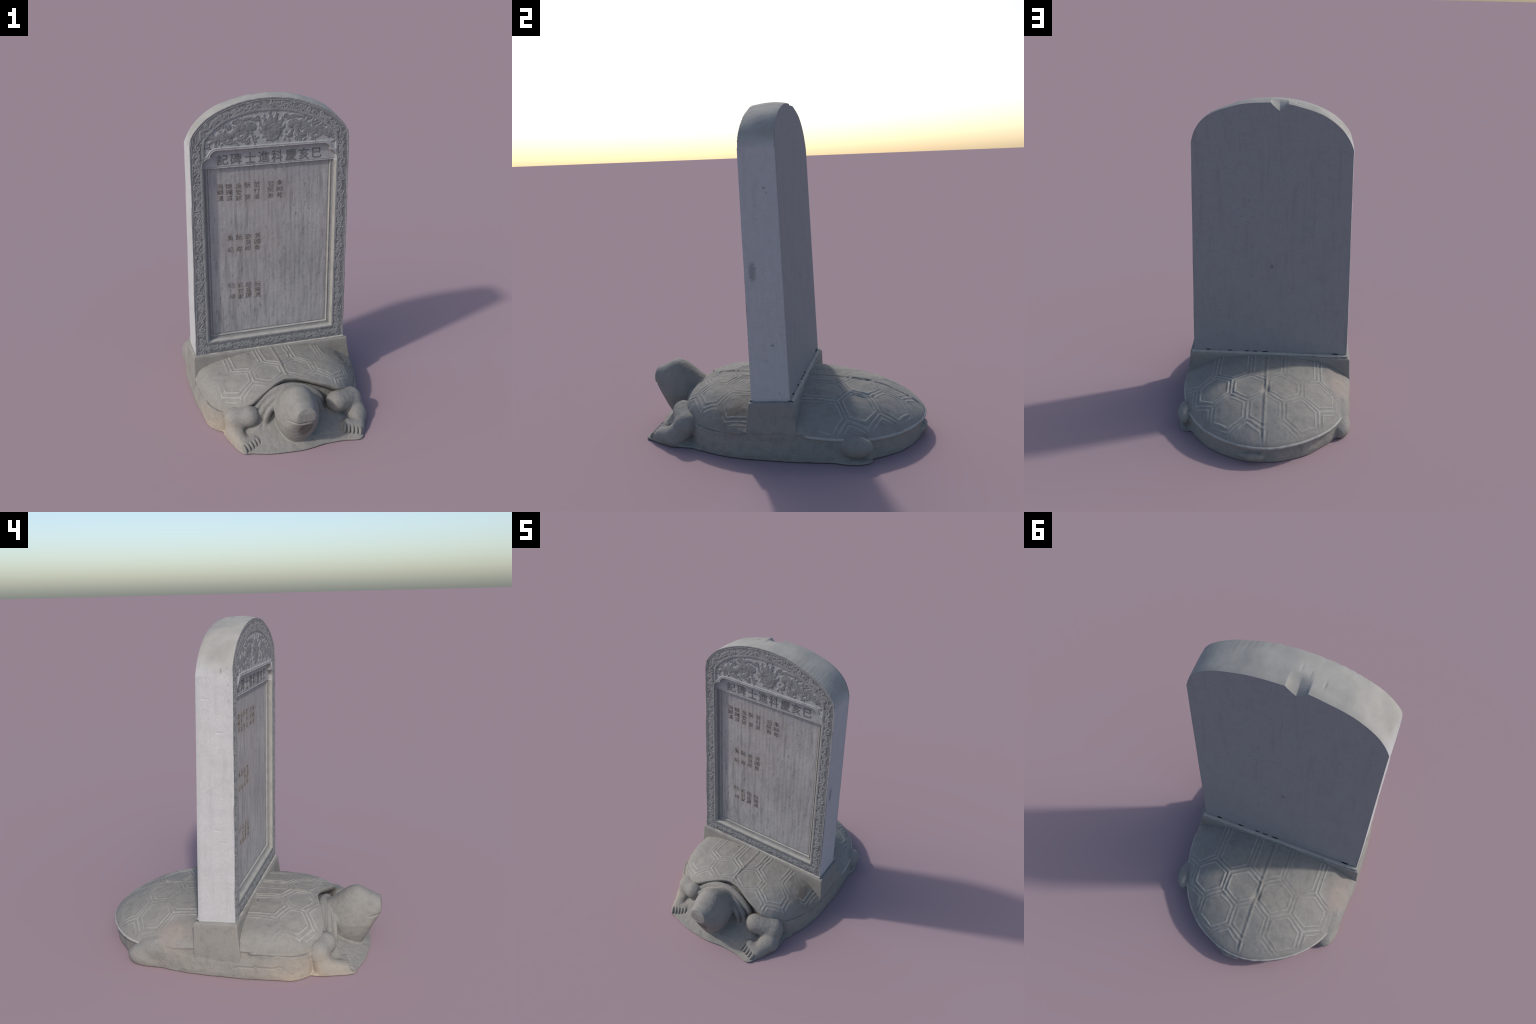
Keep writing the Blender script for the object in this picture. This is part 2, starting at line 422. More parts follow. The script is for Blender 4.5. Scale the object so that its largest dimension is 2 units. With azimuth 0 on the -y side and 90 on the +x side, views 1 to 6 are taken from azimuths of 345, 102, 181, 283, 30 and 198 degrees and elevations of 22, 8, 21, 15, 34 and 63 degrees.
# tympanum: flaming disc between two facing dragons among clouds
REL[:] = 0
EX, EZ = -.001, 1.795
disc = np.hypot((RXg - EX) / .056, (RZg - EZ) / .062)
for k in range(13):
    a = math.pi / 2 + (k - 6) * .30
    tongue(EX + .045 * math.cos(a), EZ + .05 * math.sin(a), lerp(a, math.pi / 2, .45), lerp(.068, .045, abs(k - 6) / 6), .015, .4 * (-1) ** k, .006)
for k in range(5):
    a = -math.pi / 2 + (k - 2) * .5
    tongue(EX + .05 * math.cos(a), EZ + .045 * math.sin(a), a, .024, .014, .2, .005)
np.maximum(REL, .0075 * (disc < 1) * (.93 + .07 * np.cos(disc * 14)), out=REL)
for sd in (-1, 1):
    def S(pts):
        return open_curve([(EX + sd * a, b) for a, b in pts])
    stamp_stroke(S([(.335, 1.765), (.30, 1.785), (.26, 1.775), (.225, 1.80), (.19, 1.835), (.155, 1.81), (.165, 1.77), (.205, 1.755)]), .022, .013, .0075)
    stamp_stroke(S([(.335, 1.765), (.37, 1.775), (.395, 1.765)]), .024, .006, .0065)
    stamp_stroke(S([(.12, 1.825), (.145, 1.835), (.165, 1.815)]), .026, .018, .0075)
    stamp_stroke(S([(.30, 1.77), (.29, 1.745), (.262, 1.735), (.245, 1.75)]), .012, .008, .006)
    stamp_stroke(S([(.215, 1.79), (.20, 1.76), (.175, 1.742), (.15, 1.745)]), .014, .009, .006)
    stamp_stroke(S([(.13, 1.79), (.105, 1.755), (.085, 1.76)]), .010, .006, .006)
    stamp_stroke(S([(.10, 1.865), (.14, 1.875), (.18, 1.868), (.21, 1.872)]), .013, .008, .006)
    for x, z, r in ((.155, 1.738, .016), (.255, 1.738, .014), (.115, 1.765, .012), (.19, 1.805, .02), (.265, 1.825, .018), (.085, 1.875, .016), (.33, 1.83, .014), (.225, 1.855, .013), (.30, 1.765, .017), (.145, 1.835, .016), (.35, 1.762, .014)):
        spiral(EX + sd * x, z, r, 1.3, rng.uniform(0, 6.28), sd, .0055, .0068)
    for k in range(9):
        a = math.pi * (.5 - sd * .5) + sd * rng.uniform(-.25, .75)
        tongue(EX + sd * rng.uniform(.18, .30), rng.uniform(1.80, 1.855), math.pi / 2 - sd * rng.uniform(.2, 1.1), rng.uniform(.03, .05), .0085, rng.uniform(-.6, .6), .0058)
    for z, a, L in ((1.79, .45, .05), (1.772, .15, .055), (1.755, -.25, .05)):
        tongue(EX + sd * .355, z, math.pi / 2 - sd * (math.pi / 2 - a), L, .0095, .4, .0058)
    for k in range(3):
        tongue(EX + sd * .425, 1.722 + .004 * k, math.pi / 2 + sd * (1.9 - .55 * k), .055, .013, .3, .006)
    for k in range(8):
        tongue(EX + sd * rng.uniform(.10, .33), rng.uniform(1.725, 1.76), rng.uniform(0, 6.28), rng.uniform(.012, .022), .008, rng.uniform(-1, 1), .005)
for k in range(70):
    x_ = rng.uniform(.075, .40); z_ = rng.uniform(1.715, 1.885 - .45 * max(0, x_ - .2)); sd = 1 if k % 2 else -1
    if rng.random() < .5:
        spiral(EX + sd * x_, z_, rng.uniform(.006, .011), 1.2, rng.uniform(0, 6.28), sd, .0038, .0062)
    else:
        tongue(EX + sd * x_, z_, math.pi / 2 - sd * rng.uniform(-.3, 1.5), rng.uniform(.016, .03), .0055, rng.uniform(-.8, .8), .0056)
dragon_rel = REL.copy()
scr = np.exp(-(fbm(RXg, RXg * 0 + 2, RZg, 55, 2) / .13) ** 2)
dragon_rel = dragon_rel - .0030 * scr * sstep(.004, .006, dragon_rel)

# ---- assemble the front surface
ed = edge_dist(FX, FZ)
op = opening(FX, FZ)                       # <0 inside the recess
inside = -op
relb = bilinear(border_rel, FX, FZ, rx[0], rz[0], RS)
reld = bilinear(dragon_rel, FX, FZ, rx[0], rz[0], RS)
inner_arc = .074 + .010 * sstep(.25, .42, np.abs(FX))
tymp = (ed > inner_arc) & (FZ > 1.60) & (op > 0)
fill = sstep(.0, .004, ed - inner_arc)
low = .004                                  # ground of the border below its fillets
hgt = np.zeros_like(FX)
band = sstep(.013, .019, ed) * sstep(.010, .016, op)
band_in = np.where(FZ > 1.62, 1 - sstep(inner_arc - .016, inner_arc - .010, ed), 1.0)
hgt += .62 * (-low * band * band_in + relb * band * band_in)
groove = np.exp(-((ed - .011) / .0028) ** 2)
hgt -= .003 * groove
hgt -= .006 * np.clip(1 - ed / .006, 0, 1) ** 2               # rounded arris
tg = sstep(inner_arc, inner_arc + .006, ed) * sstep(.014, .020, op) * (FZ > 1.60)
hgt += .62 * tg * (-.0095 + np.minimum(reld, .0085))
lipline = np.exp(-((op - .009) / .002) ** 2) * (FZ > 1.6)
hgt -= .002 * lipline
# recess: stepped moulding on three sides, flush title tablet at the top
dm = np.clip(inside, 0, None)
prof_m = np.interp(dm, [0, .003, .007, .010, .013, .024, .027, .031, .035, .042], [0, .010, .012, .016, .030, .033, .029, .031, .039, .039])
tablet = FZ > 1.582
prof_t = np.interp(dm, [0, .002, .004, .2], [0, .015, .0245, .0255])
hgt = np.where(op < 0, np.where(tablet, -prof_t, -prof_m), hgt)
tl = np.exp(-((FZ - 1.589) / .0025) ** 2) * (dm > .01) * tablet
hgt -= .0025 * tl
hgt += .0005 * fbm(FX, FX * 0, FZ, 34, 3) + .0007 * fbm(FX, FX * 0 + 5, FZ, 140, 2) * (op > 0)
panel_mask = (op < 0) & ~tablet & (dm > .0425)
hgt += panel_mask * .0003 * fbm(FX * 1.6, FX * 0 + 9, FZ * .5, 70, 3)
FY = front_y(FX, FZ) - hgt

V = np.stack([FX, FY, FZ], -1).reshape(-1, 3)
Fq = grid_faces(NX, NZ)
fc = Fq[:, [0, 2]]
def fmean(a):
    return a.ravel()[Fq].mean(1)
region = np.zeros(len(Fq), int)                                # 0 border
opc, dmc, zc_, edc, iac, rdc = fmean(op), fmean(dm), fmean(FZ), fmean(ed), fmean(np.broadcast_to(inner_arc, FX.shape)), fmean(reld)
region[(edc > iac) & (zc_ > 1.60) & (opc > 0)] = 1             # tympanum ground
region[(region == 1) & (rdc > .0028) & (opc > .016)] = 2       # dragons and clouds
bandc, rbc = fmean(band * band_in), fmean(relb)
region[(region == 0) & (bandc > .5) & (rbc < .0012)] = 6
region[(opc < 0) & (zc_ <= 1.582)] = 3                         # moulding
region[(opc < 0) & (zc_ <= 1.582) & (dmc > .0425)] = 4         # inscription panel
region[(opc < 0) & (zc_ > 1.582)] = 5                          # title tablet

# slab body: edges and back
NB = 14
xb, zb = slab_face(ARCH_B, u, v, notch=True)
loopF = np.concatenate([np.column_stack([FX[0, :], FZ[0, :]]), np.column_stack([FX[1:, -1], FZ[1:, -1]]), np.column_stack([FX[-1, -2::-1], FZ[-1, -2::-1]])])
loopFy = np.concatenate([FY[0, :], FY[1:, -1], FY[-1, -2::-1]])
loopB = np.concatenate([np.column_stack([xb[0, :], zb[0, :]]), np.column_stack([xb[1:, -1], zb[1:, -1]]), np.column_stack([xb[-1, -2::-1], zb[-1, -2::-1]])])
xb0, zb0 = slab_face(ARCH_B, u, v)
loopB0 = np.concatenate([np.column_stack([xb0[0, :], zb0[0, :]]), np.column_stack([xb0[1:, -1], zb0[1:, -1]]), np.column_stack([xb0[-1, -2::-1], zb0[-1, -2::-1]])])
loopBy = back_y(loopB[:, 0], loopB[:, 1])
d = np.gradient(loopF, axis=0); ln = np.column_stack([-d[:, 1], d[:, 0]]); ln /= np.maximum(np.linalg.norm(ln, axis=1), 1e-9)[:, None]
for _ in range(12):
    ln[1:-1] = (ln[:-2] + ln[1:-1] + ln[2:]) / 3
ln /= np.linalg.norm(ln, axis=1)[:, None]
rows = []
for k, t in enumerate(np.linspace(0, 1, NB)):
    base = lerp(loopF, loopB0, t)
    chip = (loopB - loopB0) * np.clip((t - .62) / .38, 0, 1) ** .8
    y = lerp(loopFy, loopBy, t)
    amp = math.sin(math.pi * t)
    crown = .008 * amp * np.clip((base[:, 1] - 1.70) / .2, 0, 1)
    nz = .0035 * fbm(base[:, 0], y, base[:, 1], 7, 4) * (.25 + .75 * amp)
    wear = -.004 * np.clip(1 - (1 - t) / .07, 0, 1) ** 2
    pit = np.clip(fbm(base[:, 0] + 3, y, base[:, 1], 28, 2) - .85, 0, 1) * .02 * amp
    p = base + chip + ln * ((crown + nz + wear - pit) * (k > 0))[:, None]
    rows.append(np.column_stack([p[:, 0], y, p[:, 1]]))
R = np.stack(rows, 0)
nl = R.shape[1]
rim_faces = grid_faces(NB, nl)
# back face
sub = slice(None, None, 2)
bx, bz = xb[sub, sub], zb[sub, sub]
bed = np.minimum(np.minimum(np.arange(bx.shape[0])[:, None], np.arange(bx.shape[0])[::-1][:, None]), np.arange(bx.shape[1])[::-1][None, :])
last = R[-1]
by = back_y(bx, bz) + .0022 * fbm(bx, bx * 0, bz, 5, 4) * np.clip(bed / 6, 0, 1)
by = by - .055 * np.clip(1 - np.abs(bx + .045) / .05, 0, 1) * np.clip((bz - 1.925) / .03, 0, 1) * 0
Bv = np.stack([bx, by, bz], -1)
# weld the back border onto the last edge row
Bv[0, :] = last[0:NZ][::2]
Bv[:, -1] = last[NZ - 1:NZ - 1 + NX][::2]
Bv[-1, :] = last[NZ + NX - 2:][::-1][::2]
back_faces = grid_faces(bx.shape[0], bx.shape[1], flip=True)
SLAB = make_mesh("stele", R.reshape(-1, 3), rim_faces, M_SLAB, ROOT, True, 40)
make_mesh("stele_back", Bv.reshape(-1, 3), back_faces, M_BACK, SLAB)
# let the smooth front border share the slab's arris
for k, (nm, mt) in enumerate((("carved_border", M_BORD), ("tympanum", M_TYMP), ("dragon_relief", M_DRAG), ("moulding", M_MOUL), ("inscription_panel", M_PANEL), ("title_tablet", M_TITLE), ("border_ground", M_BGRD))):
    vv, ff, _ = compact(V, Fq[region == k])
    make_mesh(nm, vv, ff, mt, SLAB)

# ------------------------------------------------------------------ writing
def glyph_mesh(ch, embolden, depth):
    cu = bpy.data.curves.new("character", "FONT")
    cu.body = ch; cu.size = 1; cu.align_x = "CENTER"; cu.resolution_u = 2
    cu.offset = embolden; cu.extrude = depth
    ob = bpy.data.objects.new("character", cu); bpy.context.scene.collection.objects.link(ob)
    dg = bpy.context.evaluated_depsgraph_get()
    me = bpy.data.meshes.new_from_object(ob.evaluated_get(dg))
    bpy.data.objects.remove(ob); bpy.data.curves.remove(cu)
    return me

def put_character(name, ch, x, z, w, h, level, proud, mat, embolden=.0):
    me = glyph_mesh(ch, embolden, .5)
    if len(me.vertices) == 0:
        return
    co = np.zeros(len(me.vertices) * 3, np.float32); me.vertices.foreach_get("co", co); co = co.reshape(-1, 3)
    lo, hi = co.min(0), co.max(0)
    gx = x + ((co[:, 0] - lo[0]) / (hi[0] - lo[0]) - .5) * w
    gz = z + ((co[:, 1] - lo[1]) / (hi[1] - lo[1]) - .5) * h
    top = co[:, 2] > 0
    gy = front_y(gx, gz) + level + np.where(top, -proud, .004)
    me.vertices.foreach_set("co", np.column_stack([gx, gy, gz]).astype(np.float32).ravel())
    me.name = name; me.materials.clear(); me.materials.append(mat); me.update()
    ob = bpy.data.objects.new(name, me); bpy.context.scene.collection.objects.link(ob); ob.parent = SLAB

for ch, x, z, w, h in zip("記碑士進科慶亥巳", (-.301, -.220, -.131, -.046, .037, .126, .208, .292), (1.634,) * 8, (.068, .070, .066, .071, .068, .07, .066, .06), (.062, .068, .066, .068, .07, .072, .07, .062)):
    put_character("title_character", ch, x, z, w, h, .0255, .0022, M_TCHAR, .009)
columns = [("潘輝溫", -.318, 1.428, .112), ("陳輝漢", -.262, 1.425, .113), ("吳登家", -.203, 1.421, .112), ("阮 諧", -.148, 1.424, .112), ("范行道", -.090, 1.423, .112), ("范阮攸", -.001, 1.419, .113), ("朱師邦", .058, 1.42, .118),
           ("吳 屺", -.267, 1.085, .122), ("阮 鄰", -.209, 1.085, .120), ("黎景郎", -.152, 1.085, .116), ("黃國珍", -.090, 1.085, .121),
           ("阮 璋", -.268, .756, .118), ("武宜家", -.211, .750, .122), ("阮廷碩", -.154, .750, .118), ("阮輝馬", -.093, .746, .116)]
for text, x, z, span in columns:
    step = span / 3
    for i, ch in enumerate(text):
        if ch == " ":
            continue
        put_character("inscription_character", ch, x + rng.uniform(-.002, .002), z + step * (1 - i), .038 * rng.uniform(.92, 1.05), step * .88, .038, .0006, M_ICHAR, .0)

# ------------------------------------------------------------------ tortoise shell
def shell_front_edge(x):
    return spline(x, [-.556, -.545, -.52, -.48, -.44, -.40, -.34, -.27, -.19, -.10, -.03, .05, .13, .21, .28, .34, .39, .44, .48, .52, .54, .55],
                  [-.10, -.20, -.33, -.43, -.48, -.512, -.54, -.552, -.535, -.500, -.483, -.495, -.53, -.555, -.56, -.54, -.495, -.425, -.35, -.25, -.17, -.10])
def rear_reach(x):
    a = np.clip(np.abs((x + .004) / .553), 0, 1)
    return .738 * (1 - np.where(x < 0, .030, .016) * np.sin(np.pi * a) ** 2)
def shell_rear_edge(x):
    a = np.clip(np.abs((x + .004) / .553), 0, 1)
    return .12 + rear_reach(x) * np.clip(1 - a ** 2.25, 0, 1) ** (1 / 2.15)
def shell_front_rim_z(x):
    return spline(x, [-.556, -.50, -.44, -.39, -.33, -.26, -.17, -.09, -.03, .04, .12, .20, .28, .34, .40, .45, .50, .55],
                  [.172, .155, .150, .155, .185, .225, .270, .298, .305, .300, .285, .262, .225, .190, .158, .148, .15, .155])
def block_curve_z(x):
    return spline(x, [-.556, -.548, -.523, -.478, -.39, -.28, -.125, .01, .13, .244, .338, .414, .483, .55],
                  [.172, .178, .218, .253, .281, .302, .321, .323, .316, .299, .277, .247, .200, .155])
def hex_lattice(x, y, w, e, a, ox, oy, sy):
    """distance to the border of the pointy hexagon a point lies in; rows lie at oy, the row
    behind it (towards the plinth, direction sy) has open-ended cells"""
    best = np.full(x.shape, -1.0)
    row = e + a
    for r in range(-1, 5):
        cy = oy - sy * r * row
        shift = 0.5 if (r % 2 == 0) else 0.0
        xx = (x - ox) / w - shift
        dx = np.abs(xx - np.round(xx)) * w
        dy = np.abs(y - cy)
        if r == -1:
            dy = np.where((y - cy) * sy > 0, 0, dy)
        dd = np.minimum(w / 2 - dx, (e / 2 + a - dy - a * dx / (w / 2)) * (w / 2) / math.hypot(w / 2, a))
        best = np.maximum(best, dd)
    return best

NSX, NF, NR = 331, 190, 270
ux = np.linspace(-1, 1, NSX)
sx = lerp(ux, np.sin(ux * np.pi / 2), .75)
sx = np.where(sx < 0, sx * .556, sx * .55)
fe, re_ = shell_front_edge(sx), shell_rear_edge(sx)
ty = np.linspace(0, 1, NF); ty = lerp(ty, 1 - np.sqrt(np.clip(1 - ty ** 2, 0, 1)), .25)
yf = lerp(fe[:, None], 0.0, ty[None, :])
tr = np.linspace(0, 1, NR)[1:]; tr = lerp(tr, np.sin(tr * np.pi / 2), .5)
yr = lerp(0.0, re_[:, None], tr[None, :])
SY = np.concatenate([yf, yr], 1); SX = np.broadcast_to(sx[:, None], SY.shape).copy()

def shell_z(x, y):
    # front half: every column climbs from the rim to the line where shell and plinth meet
    ff = shell_front_edge(x); zr = shell_front_rim_z(x); zt = block_curve_z(x)
    s = np.clip((y - ff) / np.minimum(-.115 - ff, -1e-4) * -1 * -1, 0, 1) if False else np.clip((y - ff) / np.maximum(-.115 - ff, 1e-3), 0, 1)
    zf = zr + (zt - zr) * (1 - (1 - s) ** 3.0) ** .68
    zf = zf + .008 * np.exp(-((np.abs(x) - .27) / .1) ** 2 - ((y + .40) / .1) ** 2)
    # rear half: dome over a superellipse
    rho = (np.abs((x + .004) / .553) ** 2.25 + np.clip((y - .12) / rear_reach(x), 0, 1) ** 2.15) ** (1 / 2.2)
    rho = np.clip(rho, 0, 1)
    zrim = .122 + .040 * np.clip(1 - (y - .15) / .45, 0, 1) ** 1.3
    zr_ = zrim + (.324 - zrim) * (1 - rho ** 2.4) ** .76
    zr_ = zr_ + .010 * np.exp(-(x / .25) ** 2 - ((y - .62) / .13) ** 2)
    zr_ = zr_ + .022 * np.exp(-((x - .34) / .16) ** 2 - ((y - .50) / .2) ** 2) * (1 - rho ** 6)
    zr_ = zr_ - .020 * np.exp(-((x + .42) / .12) ** 2 - ((y - .42) / .18) ** 2) * (1 - rho ** 6)
    return np.where(y < 0.02, zf, zr_)
SZ = shell_z(SX, SY)
# carved hexagon plates: a raised line on every border and a second one inside each plate
dF = hex_lattice(SX, SY, .206, .095, .062, -.026, -.386, 1)
dR = hex_lattice(SX, SY, .220, .117, .063, -.004, .480, -1)
dH = np.where(SY < 0, dF, dR)
wob = .003 * fbm(SX, SY, SX * 0, 18, 2)
dH = dH + wob
lines = np.exp(-(dH / .0052) ** 2) + np.exp(-((dH - .023) / .0048) ** 2)
worn = np.clip(.75 + .55 * fbm(SX + 4, SY, SX * 0, 5, 2), .25, 1.2)
worn = worn * np.where(SY > 0, 1 + .6 * sstep(.0, .3, SX), 1.0) * np.where(SY > 0, 1 - .75 * sstep(-.36, -.47, SX), 1)
edge_near = np.minimum(SY - fe[:, None], 9)
edge_far = re_[:, None] - SY
rho_e = np.where(SY < 0, np.clip(edge_near / .05, 0, 1) * sstep(.55, .46, np.abs(SX)), np.clip(edge_far / .05, 0, 1) * sstep(.555, .50, np.abs(SX)))
SZ = SZ + .0040 * lines * worn * rho_e - .0012 * sstep(.012, .004, np.abs(dH - .0115)) * worn * rho_e
sag = np.exp(-((SX + .022 - .02 * (SY > 0)) / .0065) ** 2)
SZ = SZ + .0042 * sag * rho_e - .0022 * np.exp(-((SX + .004 - .02 * (SY > 0)) / .007) ** 2) * rho_e
SZ = SZ - .014 * np.exp(-((SX + .004) / .018) ** 2 - ((SY - .512) / .028) ** 2)
SZ = SZ + .0016 * fbm(SX, SY, SX * 0 + 1, 26, 3) + .004 * fbm(SX, SY, SX * 0 + 4, 6, 2) * rho_e
top = np.stack([SX, SY, SZ], -1)
nS, mS = SX.shape
ring_idx = np.concatenate([np.arange(nS) * mS, (nS - 1) * mS + np.arange(1, mS), np.arange(nS - 2, -1, -1) * mS + mS - 1, np.arange(mS - 2, 0, -1)])
tv = top.reshape(-1, 3)
rimp = tv[ring_idx]
tan = np.roll(rimp, -1, 0) - np.roll(rimp, 1, 0)
nr2 = np.column_stack([tan[:, 1], -tan[:, 0]])
for _ in range(10):
    nr2 = (np.roll(nr2, 1, 0) + nr2 + np.roll(nr2, -1, 0)) / 3
nr2 /= np.maximum(np.linalg.norm(nr2, axis=1), 1e-9)[:, None]
frontness = sstep(-.40, -.47, rimp[:, 1])
midness = frontness * sstep(.47, .27, np.abs(rimp[:, 0]))
by_plinth = sstep(.20, .14, np.abs(rimp[:, 1] - .02)) + sstep(-.40, -.46, rimp[:, 0]) * sstep(.10, .16, rimp[:, 1]) * sstep(.56, .46, rimp[:, 1])
by_plinth = np.clip(by_plinth, 0, 1)
skirt = [tv]
chip = .0018 * fbm(rimp[:, 0], rimp[:, 1], rimp[:, 2], 30, 2)
for out_, dn_r, dn_f in ((.004, .002, .006), (.008, .007, .014), (.006, .015, .024), (-.006, .020, .034), (-.035, .026, .060)):
    r = rimp.copy(); r[:, :2] += nr2 * (out_ * np.where(rimp[:, 1] > .15, 1, .55) - midness * (dn_f * .45) + chip - .022 * by_plinth)[:, None]
    r[:, 2] -= lerp(dn_r, dn_f, midness)
    skirt.append(r)
SVv = np.vstack(skirt)
faces = [grid_faces(nS, mS)]
n = len(ring_idx); prev = ring_idx
for k in range(5):
    cur = len(tv) + k * n + np.arange(n)
    faces.append(np.column_stack([prev, cur, np.roll(cur, -1), np.roll(prev, -1)])); prev = cur
SFa = np.vstack(faces)
SHELL_N = None
line_mask = np.zeros(len(SVv)); line_mask[:len(tv)] = (lines * worn * rho_e * sstep(.015, .03, np.minimum(np.abs(SX + .01), 1))).ravel()
lm = line_mask[SFa].mean(1) > .52
fyc = SVv[SFa].mean(1)
ntop = len(faces[0]); rimf = np.zeros(len(SFa), bool); rimf[ntop:ntop + 3 * n] = True
rimf &= (fyc[:, 1] > .18)
def shell_normals(P, Q):
    nrm = np.zeros_like(P)
    fn = np.cross(P[Q[:, 2]] - P[Q[:, 0]], P[Q[:, 3]] - P[Q[:, 1]])
    for q in range(4):
        for a_ in range(3):
            nrm[:, a_] += np.bincount(Q[:, q], fn[:, a_], len(P))
    return nrm / np.maximum(np.linalg.norm(nrm, axis=1), 1e-12)[:, None]
sn = shell_normals(SVv, SFa)
SHELL = None
for nm, msk, mt in (("shell", ~lm & ~rimf, M_TORT), ("scute_ridge", lm, M_RIDGE), ("shell_rim", rimf & ~lm, M_RIM)):
    vv, ff, used = compact(SVv, SFa[msk])
    ob = make_mesh(nm, vv, ff, mt, SHELL or ROOT)
    if len(ob.data.vertices) == len(used):
        ob.data.normals_split_custom_set_from_vertices(sn[used].tolist())
    SHELL = SHELL or ob

# ------------------------------------------------------------------ tortoise body as one smooth implicit surface
H = .0042
gx = np.arange(-.62, .62, H, dtype=np.float32); gy = np.arange(-.91, .905, H, dtype=np.float32); gz = np.arange(-.022, .43, H, dtype=np.float32)
def poly_sdf(poly, n=8):
    c = closed_curve(poly, n)
    X, Y = np.meshgrid(gx[::2], gy[::2], indexing="ij")
    d = polyline_distance(X, Y, c, True)
    inside_ = np.zeros(X.shape, bool)
    q = np.vstack([c, c[:1]])
    for a, b in zip(q[:-1], q[1:]):
        cond = (a[1] > Y) != (b[1] > Y)
        xi = (b[0] - a[0]) * (Y - a[1]) / (b[1] - a[1] + 1e-12) + a[0]
        inside_ ^= cond & (X < xi)
    d = np.where(inside_, -d, d)
    XX, YY = np.meshgrid(gx, gy, indexing="ij")
    return bilinear(d, XX, YY, gx[0], gy[0], 2 * H).astype(np.float32)
X2, Y2 = np.meshgrid(gx, gy, indexing="ij")
Z1 = gz[None, None, :]
FAR = np.float32(.25)
fields = []                                   # (label, sdf)
def smin(a, b, k):
    h = np.clip(.5 + .5 * (b - a) / k, 0, 1)
    return b + (a - b) * h - k * h * (1 - h)

TORSO = [(.02, .840), (.13, .823), (.25, .772), (.345, .71), (.43, .612), (.49, .50), (.528, .37), (.552, .22), (.554, .05), (.550, -.12), (.538, -.24), (.505, -.345), (.465, -.43), (.42, -.475), (.34, -.522), (.22, -.520), (.08, -.485), (-.03, -.475), (-.14, -.485), (-.26, -.520), (-.36, -.522),
         (-.42, -.505), (-.465, -.487), (-.515, -.43), (-.537, -.36), (-.552, -.2), (-.556, -.05), (-.556, .1), (-.548, .25), (-.522, .39), (-.462, .548), (-.362, .680), (-.26, .762), (-.12, .822)]
d2 = poly_sdf(TORSO)
bul = np.interp(gz, [-.03, 0, .03, .08, .13, .2], [-.006, .002, .005, .002, -.006, -.012])[None, None, :]
ang_lump = .006 * fbm(X2, Y2, X2 * 0, 6, 3)
topz = shell_z(np.clip(X2, -.55, .545), np.clip(Y2, shell_front_edge(np.clip(X2, -.55, .545)) , shell_rear_edge(np.clip(X2, -.55, .545)))) - .014
dt = (d2 + ang_lump.astype(np.float32))[:, :, None] - bul
torso = np.maximum(dt, (Z1 - topz[:, :, None]) * .8).astype(np.float32)
del dt

APRON = [(-.378, -.748), (-.34, -.754), (-.228, -.790), (-.11, -.806), (-.01, -.811), (.106, -.795), (.171, -.793), (.25, -.800), (.322, -.816), (.358, -.803), (.377, -.765), (.410, -.70), (.440, -.60), (.448, -.50), (.40, -.40), (-.40, -.40), (-.452, -.505), (-.446, -.565), (-.425, -.65), (-.402, -.715)]
da = poly_sdf(APRON)
def sub(lo, hi):
    s = []
    for g, a, b in zip((gx, gy, gz), lo, hi):
        s.append(slice(max(0, int((a - g[0]) / H)), min(len(g), int((b - g[0]) / H) + 2)))
    return tuple(s)
def coords(s):
    return np.meshgrid(gx[s[0]], gy[s[1]], gz[s[2]], indexing="ij")
def blank():
    return np.full((len(gx), len(gy), len(gz)), FAR, np.float32)
def capsule(x, y, z, a, b, ra, rb, sq=(1, 1, 1)):
    a = np.array(a); b = np.array(b); e = b - a
    t = np.clip(((x - a[0]) * e[0] + (y - a[1]) * e[1] + (z - a[2]) * e[2]) / (e @ e), 0, 1)
    return np.sqrt(((x - a[0] - t * e[0]) * sq[0]) ** 2 + ((y - a[1] - t * e[1]) * sq[1]) ** 2 + ((z - a[2] - t * e[2]) * sq[2]) ** 2) - (ra + (rb - ra) * t)
def ellipsoid(x, y, z, c, r):
    k = np.sqrt(((x - c[0]) / r[0]) ** 2 + ((y - c[1]) / r[1]) ** 2 + ((z - c[2]) / r[2]) ** 2)
    return (k - 1) * min(r)

# forelegs
def foreleg(cap, box, flat=1.0):
    s = sub(*box); x, y, z = coords(s)
    d = None
    for (a, b, ra, rb) in cap:
        c = capsule(x, y, z, a, b, ra, rb)
        d = c if d is None else smin(d, c, .026)
    f = blank(); f[s] = d
    return f
LEG_L = [((-.372, -.528, .112), (-.297, -.562, .132), .067, .065), ((-.388, -.530, .12), (-.392, -.560, .02), .056, .056), ((-.392, -.565, .035), (-.368, -.668, .016), .054, .046), ((-.308, -.668, .026), (-.362, -.694, .012), .036, .034)]
LEG_R = [((.378, -.540, .120), (.262, -.596, .150), .070, .067), ((.385, -.550, .10), (.388, -.605, .04), .064, .068), ((.388, -.615, .045), (.358, -.700, .026), .064, .052), ((.290, -.706, .046), (.350, -.734, .020), .038, .034)]
legL = foreleg(LEG_L, ((-.56, -.80, -.05), (-.16, -.40, .30)))
legR = foreleg(LEG_R, ((.12, -.84, -.05), (.56, -.42, .30)))

